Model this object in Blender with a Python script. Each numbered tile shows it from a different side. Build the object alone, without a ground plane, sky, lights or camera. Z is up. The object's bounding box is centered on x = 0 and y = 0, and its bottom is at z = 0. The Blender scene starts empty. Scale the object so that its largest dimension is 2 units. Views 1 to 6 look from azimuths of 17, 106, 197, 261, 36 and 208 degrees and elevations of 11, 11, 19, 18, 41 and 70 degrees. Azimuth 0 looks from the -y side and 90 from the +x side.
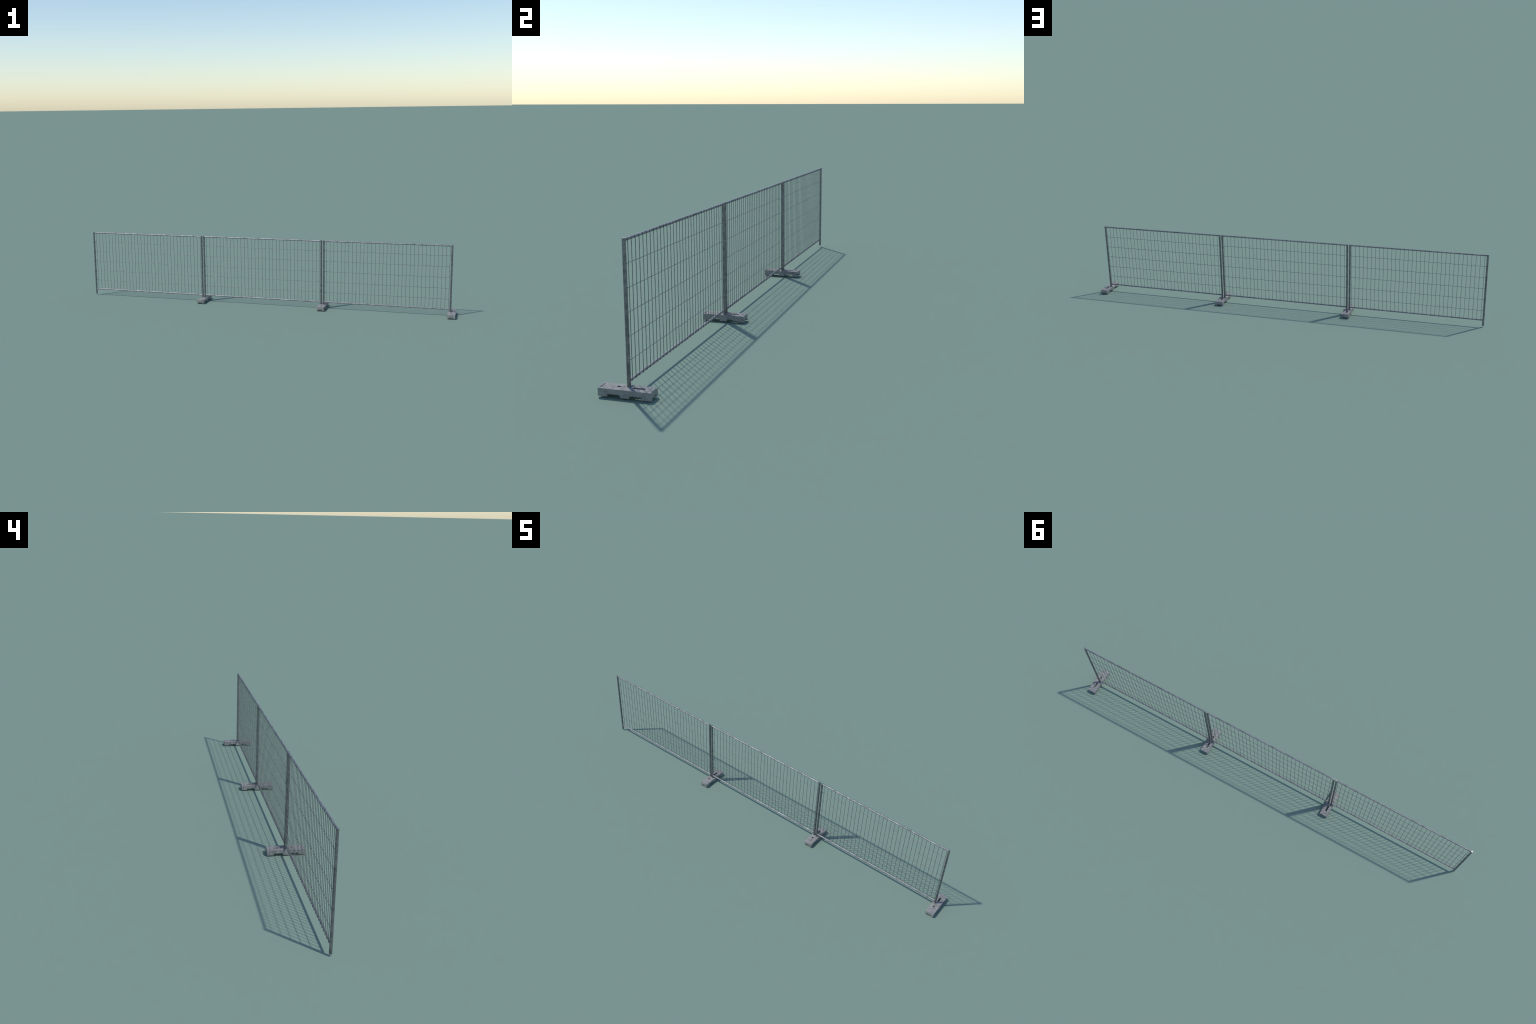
"""Three panels of temporary mesh fencing standing in concrete block feet."""
import math
import random
import bpy
import bmesh
from mathutils import Vector, noise

random.seed(7)

# ------------------------------------------------------------------ sizes (m)
CAP_T = 0.0007             # disc modelled on the post top to carry the lightened sun glint
POST_R = 0.0045            # upright tubes
POST_Z0, POST_Z1 = 0.0035, 0.3606
RAIL_R = 0.0036            # top and bottom tubes
RAIL_Z = (0.0326, 0.3562)
WIRE_R = 0.00087           # welded mesh wires
WIRE_Z0, WIRE_Z1 = 0.0301, 0.3605
WIRE_ROWS = [0.0830 + 0.0553 * i for i in range(5)]
WIRES = 33
PANEL_W = 0.6473           # post centre to post centre
PANEL_X = (-0.9959, -0.3351, 0.3258)   # left post centre of each panel
PITCH = 0.6607             # from foot to foot
WIRE_GAP = 0.0124          # left post centre to the first upright wire
WIRE_STEP = 0.019575
LAST_GAP = 0.0099          # last wire to the right post centre (a narrower cell)
UPRIGHT_Y = RAIL_R + WIRE_R - 0.0002          # wires are welded on the back (+y)
ROW_Y = UPRIGHT_Y + 2 * WIRE_R - 0.0004

FOOT_W, FOOT_L, FOOT_H = 0.0380, 0.1308, 0.0191
FOOT_X = 0.9810


# ------------------------------------------------------------------ materials
def node(tree, kind, x=0, y=0, **values):
    n = tree.nodes.new(kind)
    n.location = (x, y)
    for k, v in values.items():
        if k in n.inputs:
            n.inputs[k].default_value = v
        else:
            setattr(n, k, v)
    return n


def ramp(tree, source, stops):
    r = tree.nodes.new("ShaderNodeValToRGB")
    el = r.color_ramp.elements
    while len(el) < len(stops):
        el.new(0.5)
    for e, (p, c) in zip(el, stops):
        e.position = p
        e.color = (*c, 1) if not isinstance(c, (int, float)) else (c, c, c, 1)
    tree.links.new(source, r.inputs[0])
    return r


def coords(tree, spread=10.0):
    """Object coordinates, moved by a random amount so no two copies match."""
    tc = node(tree, "ShaderNodeTexCoord")
    info = node(tree, "ShaderNodeObjectInfo")
    off = node(tree, "ShaderNodeVectorMath", operation="SCALE")
    off.inputs[0].default_value = (1.0, 0.71, 1.37)
    mul = node(tree, "ShaderNodeMath", operation="MULTIPLY")
    mul.inputs[1].default_value = spread
    tree.links.new(info.outputs["Random"], mul.inputs[0])
    tree.links.new(mul.outputs[0], off.inputs["Scale"])
    add = node(tree, "ShaderNodeVectorMath", operation="ADD")
    tree.links.new(tc.outputs["Object"], add.inputs[0])
    tree.links.new(off.outputs[0], add.inputs[1])
    return add.outputs[0]


def galvanised(name, dark, light, metallic, rough, scale):
    m = bpy.data.materials.new(name)
    m.use_nodes = True
    t = m.node_tree
    bsdf = t.nodes["Principled BSDF"]
    c = coords(t)
    blotch = node(t, "ShaderNodeTexNoise", Scale=scale, Detail=4.0, Roughness=0.6)
    spangle = node(t, "ShaderNodeTexVoronoi", Scale=scale * 5)
    t.links.new(c, blotch.inputs["Vector"])
    t.links.new(c, spangle.inputs["Vector"])
    a = ramp(t, blotch.outputs["Fac"], [(0.34, dark), (0.66, light)])
    b = ramp(t, spangle.outputs["Distance"], [(0.0, 1.08), (0.7, 0.92)])
    mix = node(t, "ShaderNodeMix", data_type="RGBA", blend_type="MULTIPLY")
    mix.inputs[0].default_value = 1.0
    t.links.new(a.outputs[0], mix.inputs[6])
    t.links.new(b.outputs[0], mix.inputs[7])
    t.links.new(mix.outputs[2], bsdf.inputs["Base Color"])
    r = ramp(t, blotch.outputs["Fac"], [(0.3, rough + 0.06), (0.7, rough - 0.06)])
    t.links.new(r.outputs[0], bsdf.inputs["Roughness"])
    bsdf.inputs["Metallic"].default_value = metallic
    return m


def concrete(name):
    m = bpy.data.materials.new(name)
    m.use_nodes = True
    t = m.node_tree
    bsdf = t.nodes["Principled BSDF"]
    c = coords(t, 3.0)
    big = node(t, "ShaderNodeTexNoise", Scale=58.0, Detail=7.0, Roughness=0.66, Distortion=0.4)
    fine = node(t, "ShaderNodeTexNoise", Scale=620.0, Detail=3.0, Roughness=0.7)
    pits = node(t, "ShaderNodeTexVoronoi", Scale=330.0, Randomness=1.0)
    for n in (big, fine, pits):
        t.links.new(c, n.inputs["Vector"])
    base = ramp(t, big.outputs["Fac"], [(0.30, (0.160, 0.156, 0.151)), (0.43, (0.272, 0.269, 0.259)), (0.70, (0.352, 0.348, 0.340))])
    grain = ramp(t, fine.outputs["Fac"], [(0.3, 0.81), (0.7, 1.15)])
    hole = ramp(t, pits.outputs["Distance"], [(0.08, 0.60), (0.24, 1.0)])
    m1 = node(t, "ShaderNodeMix", data_type="RGBA", blend_type="MULTIPLY")
    m2 = node(t, "ShaderNodeMix", data_type="RGBA", blend_type="MULTIPLY")
    m1.inputs[0].default_value = 1.0
    m2.inputs[0].default_value = 0.7
    t.links.new(base.outputs[0], m1.inputs[6])
    t.links.new(grain.outputs[0], m1.inputs[7])
    t.links.new(m1.outputs[2], m2.inputs[6])
    t.links.new(hole.outputs[0], m2.inputs[7])
    t.links.new(m2.outputs[2], bsdf.inputs["Base Color"])
    bsdf.inputs["Roughness"].default_value = 0.9
    bsdf.inputs["Specular IOR Level"].default_value = 0.25
    bump = node(t, "ShaderNodeBump", Strength=0.35, Distance=0.0004)
    t.links.new(fine.outputs["Fac"], bump.inputs["Height"])
    t.links.new(bump.outputs[0], bsdf.inputs["Normal"])
    return m


STEEL = galvanised("galvanised_steel", (0.145, 0.145, 0.150), (0.285, 0.285, 0.292), 0.68, 0.43, 70.0)
CAP = galvanised("steel_lightened_for_sun_glint", (0.29, 0.29, 0.295), (0.40, 0.40, 0.405), 0.85, 0.43, 160.0)  # paler than the post, so the sun's reflection on its end reads bright
RAIL = galvanised("steel_lightened_for_highlight", (0.19, 0.19, 0.195), (0.36, 0.36, 0.365), 0.64, 0.48, 45.0)  # post steel with base colour raised to match sunlit rail highlights
ROW = galvanised("wire_lightened_for_sheen", (0.160, 0.160, 0.165), (0.300, 0.300, 0.306), 0.70, 0.42, 60.0)  # base colour lifted slightly for the gloss along the horizontal wires
WIRE = galvanised("galvanised_wire", (0.165, 0.165, 0.170), (0.285, 0.285, 0.292), 0.72, 0.43, 90.0)
CONCRETE = concrete("cast_concrete")


# ------------------------------------------------------------------ meshes
def rod_mesh(name, radius, length, segments, material, chamfer=0.0, rings=1):
    """A closed round rod along z from 0 to length, its end edges chamfered."""
    bm = bmesh.new()
    profile = [(radius - chamfer, 0.0)]
    if chamfer:
        profile.append((radius, chamfer))
    lo, hi = chamfer, length - chamfer
    for i in range(1, rings):
        profile.append((radius, lo + (hi - lo) * i / rings))
    profile.append((radius, hi))
    if chamfer:
        profile.append((radius - chamfer, length))
    loops = []
    for r, z in profile:
        loops.append([bm.verts.new((r * math.cos(a), r * math.sin(a), z))
                      for a in (2 * math.pi * (k + 0.5) / segments for k in range(segments))])
    for a, b in zip(loops, loops[1:]):
        for k in range(segments):
            f = bm.faces.new((a[k], a[(k + 1) % segments], b[(k + 1) % segments], b[k]))
            f.smooth = True
    bm.faces.new(list(reversed(loops[0])))
    bm.faces.new(loops[-1])
    bm.normal_update()
    for e in bm.edges:
        if e.calc_face_angle(0) > math.radians(38):
            e.smooth = False
    me = bpy.data.meshes.new(name)
    bm.to_mesh(me)
    bm.free()
    me.materials.append(material)
    return me


def foot_mesh():
    """A concrete block: two cross passages under it, a shallow notch under
    each end, a stacking bar on each end of the top, a slot and a square hole."""
    hx, hy = FOOT_W / 2, FOOT_L / 2
    bar_x, bar_y = 0.0112, hy - 0.0042
    rec_y = hy - 0.0048
    leg_edges = (-0.0431, -0.0107, 0.0117, 0.0436)   # the three legs end here
    z1, z2, z3 = 0.0066, FOOT_H, FOOT_H + 0.0018
    slot = (-0.0058, 0.0032, 0.0130, 0.0431)
    square = (-0.0051, 0.0022, -0.0262, -0.0166)
    xs = sorted({-hx, hx, -bar_x, bar_x, slot[0], slot[1], square[0], square[1]})
    ys = sorted({s * v for s in (-1, 1) for v in (hy, bar_y, rec_y)} | {*leg_edges, *slot[2:], *square[2:]})
    zs = [0.0, z1, z2, z3]

    def solid(x, y, z):
        if z > z2:
            return abs(x) < bar_x and abs(y) > bar_y
        for x0, x1, y0, y1 in (slot, square):
            if x0 < x < x1 and y0 < y < y1:
                return False
        if z < z1:
            if leg_edges[0] < y < leg_edges[1] or leg_edges[2] < y < leg_edges[3]:
                return False
            if abs(y) > rec_y and abs(x) < bar_x:
                return False
        return True

    cell = {}
    for i in range(len(xs) - 1):
        for j in range(len(ys) - 1):
            for k in range(3):
                cell[i, j, k] = solid((xs[i] + xs[i + 1]) / 2, (ys[j] + ys[j + 1]) / 2, (zs[k] + zs[k + 1]) / 2)
    bm = bmesh.new()
    made = {}

    def vert(i, j, k):
        if (i, j, k) not in made:
            made[i, j, k] = bm.verts.new((xs[i], ys[j], zs[k]))
        return made[i, j, k]

    sides = (((1, 0, 0), ((1, 0, 0), (1, 1, 0), (1, 1, 1), (1, 0, 1))), ((-1, 0, 0), ((0, 0, 0), (0, 0, 1), (0, 1, 1), (0, 1, 0))),
             ((0, 1, 0), ((0, 1, 0), (0, 1, 1), (1, 1, 1), (1, 1, 0))), ((0, -1, 0), ((0, 0, 0), (1, 0, 0), (1, 0, 1), (0, 0, 1))),
             ((0, 0, 1), ((0, 0, 1), (1, 0, 1), (1, 1, 1), (0, 1, 1))), ((0, 0, -1), ((0, 0, 0), (0, 1, 0), (1, 1, 0), (1, 0, 0))))
    for (i, j, k), full in cell.items():
        if not full:
            continue
        for (a, b, c), corners in sides:
            if not cell.get((i + a, j + b, k + c), False):
                bm.faces.new([vert(i + p, j + q, k + r) for p, q, r in corners])
    # the end notches narrow upwards, and so do the stacking bars a little
    for v in bm.verts:
        if abs(abs(v.co.x) - bar_x) < 1e-6 and abs(v.co.y) > rec_y - 1e-6:
            if abs(v.co.z - z1) < 1e-6:
                v.co.x *= 0.90
            elif abs(v.co.z - z3) < 1e-6:
                v.co.x *= 0.95
                if abs(v.co.y) > hy - 1e-4:      # outer edge of the bar is bevelled back
                    v.co.y -= math.copysign(0.0007, v.co.y)
    bmesh.ops.dissolve_limit(bm, angle_limit=math.radians(1), verts=bm.verts, edges=bm.edges)
    bm.normal_update()
    def in_hole(e, x0, x1, y0, y1):
        return all(x0 - 1e-4 < v.co.x < x1 + 1e-4 and y0 - 1e-4 < v.co.y < y1 + 1e-4 for v in e.verts)

    sharp = [e for e in bm.edges if e.is_manifold and e.calc_face_angle(0) > math.radians(25)
             and not any(in_hole(e, *h) for h in (slot, square))]
    bmesh.ops.bevel(bm, geom=sharp, offset=0.0004, segments=2, profile=0.5, affect="EDGES", clamp_overlap=True)
    bmesh.ops.triangulate(bm, faces=bm.faces)
    # cut fine enough to carry the cast unevenness
    for _ in range(6):
        long_edges = [e for e in bm.edges if e.calc_length() > 0.0030]
        if not long_edges:
            break
        bmesh.ops.subdivide_edges(bm, edges=long_edges, cuts=1)
        bmesh.ops.triangulate(bm, faces=bm.faces)
    bm.normal_update()
    moves = []
    for v in bm.verts:
        n1 = noise.noise(v.co * 110.0) * 0.00022 + noise.noise(v.co * 420.0 + Vector((3, 1, 2))) * 0.00010
        moves.append((v, v.normal * n1))
    for v, d in moves:
        v.co += d
        v.co.z = max(v.co.z, 0.0)
        v.co.x = min(max(v.co.x, -hx), hx)
        v.co.y = min(max(v.co.y, -hy), hy)
    for f in bm.faces:
        f.smooth = True
    for e in bm.edges:
        if e.is_manifold and e.calc_face_angle(0) > math.radians(40):
            e.smooth = False
    me = bpy.data.meshes.new("concrete_foot")
    bm.to_mesh(me)
    bm.free()
    me.materials.append(CONCRETE)
    return me


# ------------------------------------------------------------------ assembly
scene = bpy.context.scene.collection


def put(name, mesh, place, parent=None, turn=None):
    ob = bpy.data.objects.new(name, mesh)
    scene.objects.link(ob)
    ob.parent = parent
    ob.location = place
    if turn:
        ob.rotation_euler = turn
    return ob


post = rod_mesh("post", POST_R, POST_Z1 - POST_Z0 - CAP_T, 32, STEEL, 0.0002, 24)
cap = rod_mesh("post_top_glint_disc", POST_R - 0.0001, CAP_T + 0.0004, 32, CAP, 0.0002)
rail = rod_mesh("rail", RAIL_R, PANEL_W - 2 * POST_R + 0.0016, 24, RAIL, 0.0, 24)
upright = rod_mesh("vertical_wire", WIRE_R, WIRE_Z1 - WIRE_Z0, 12, WIRE, 0.00012, 12)
row = rod_mesh("horizontal_wire", WIRE_R, PANEL_W + 0.0010, 12, ROW, 0.00012, 12)
along_x = (0.0, math.pi / 2, 0.0)

for p in range(3):
    panel = put("fence_panel", None, (PANEL_X[p] + PANEL_W / 2, 0, 0))
    panel.empty_display_size = 0.05
    panel["label"] = "grey galvanised steel tube frame filled with thin welded wire mesh"
    panel["category"] = "fence panel"
    half = PANEL_W / 2
    for s in (-1, 1):
        put("post", post, (s * half, 0, POST_Z0), panel, (0, 0, random.uniform(-3, 3)))
        put("post_top_glint_disc", cap, (s * half, 0, POST_Z1 - CAP_T - 0.0004), panel, (0, 0, random.uniform(-3, 3)))
    for z in RAIL_Z:
        put("rail", rail, (-half + POST_R - 0.0008, 0, z), panel, along_x)
    for i in range(WIRES):
        x = -half + WIRE_GAP + i * WIRE_STEP if i < WIRES - 1 else half - LAST_GAP
        put("vertical_wire", upright, (x, UPRIGHT_Y, WIRE_Z0), panel)
    for z in WIRE_ROWS:
        put("horizontal_wire", row, (-half - 0.0005, ROW_Y, z), panel, along_x)

foot = foot_mesh()
for p in range(3):
    block = put("concrete_foot", foot, (FOOT_X - p * PITCH, 0, 0))
    block["label"] = "grey cast concrete fence block with slot and underside passages"
    block["category"] = "fence foot"
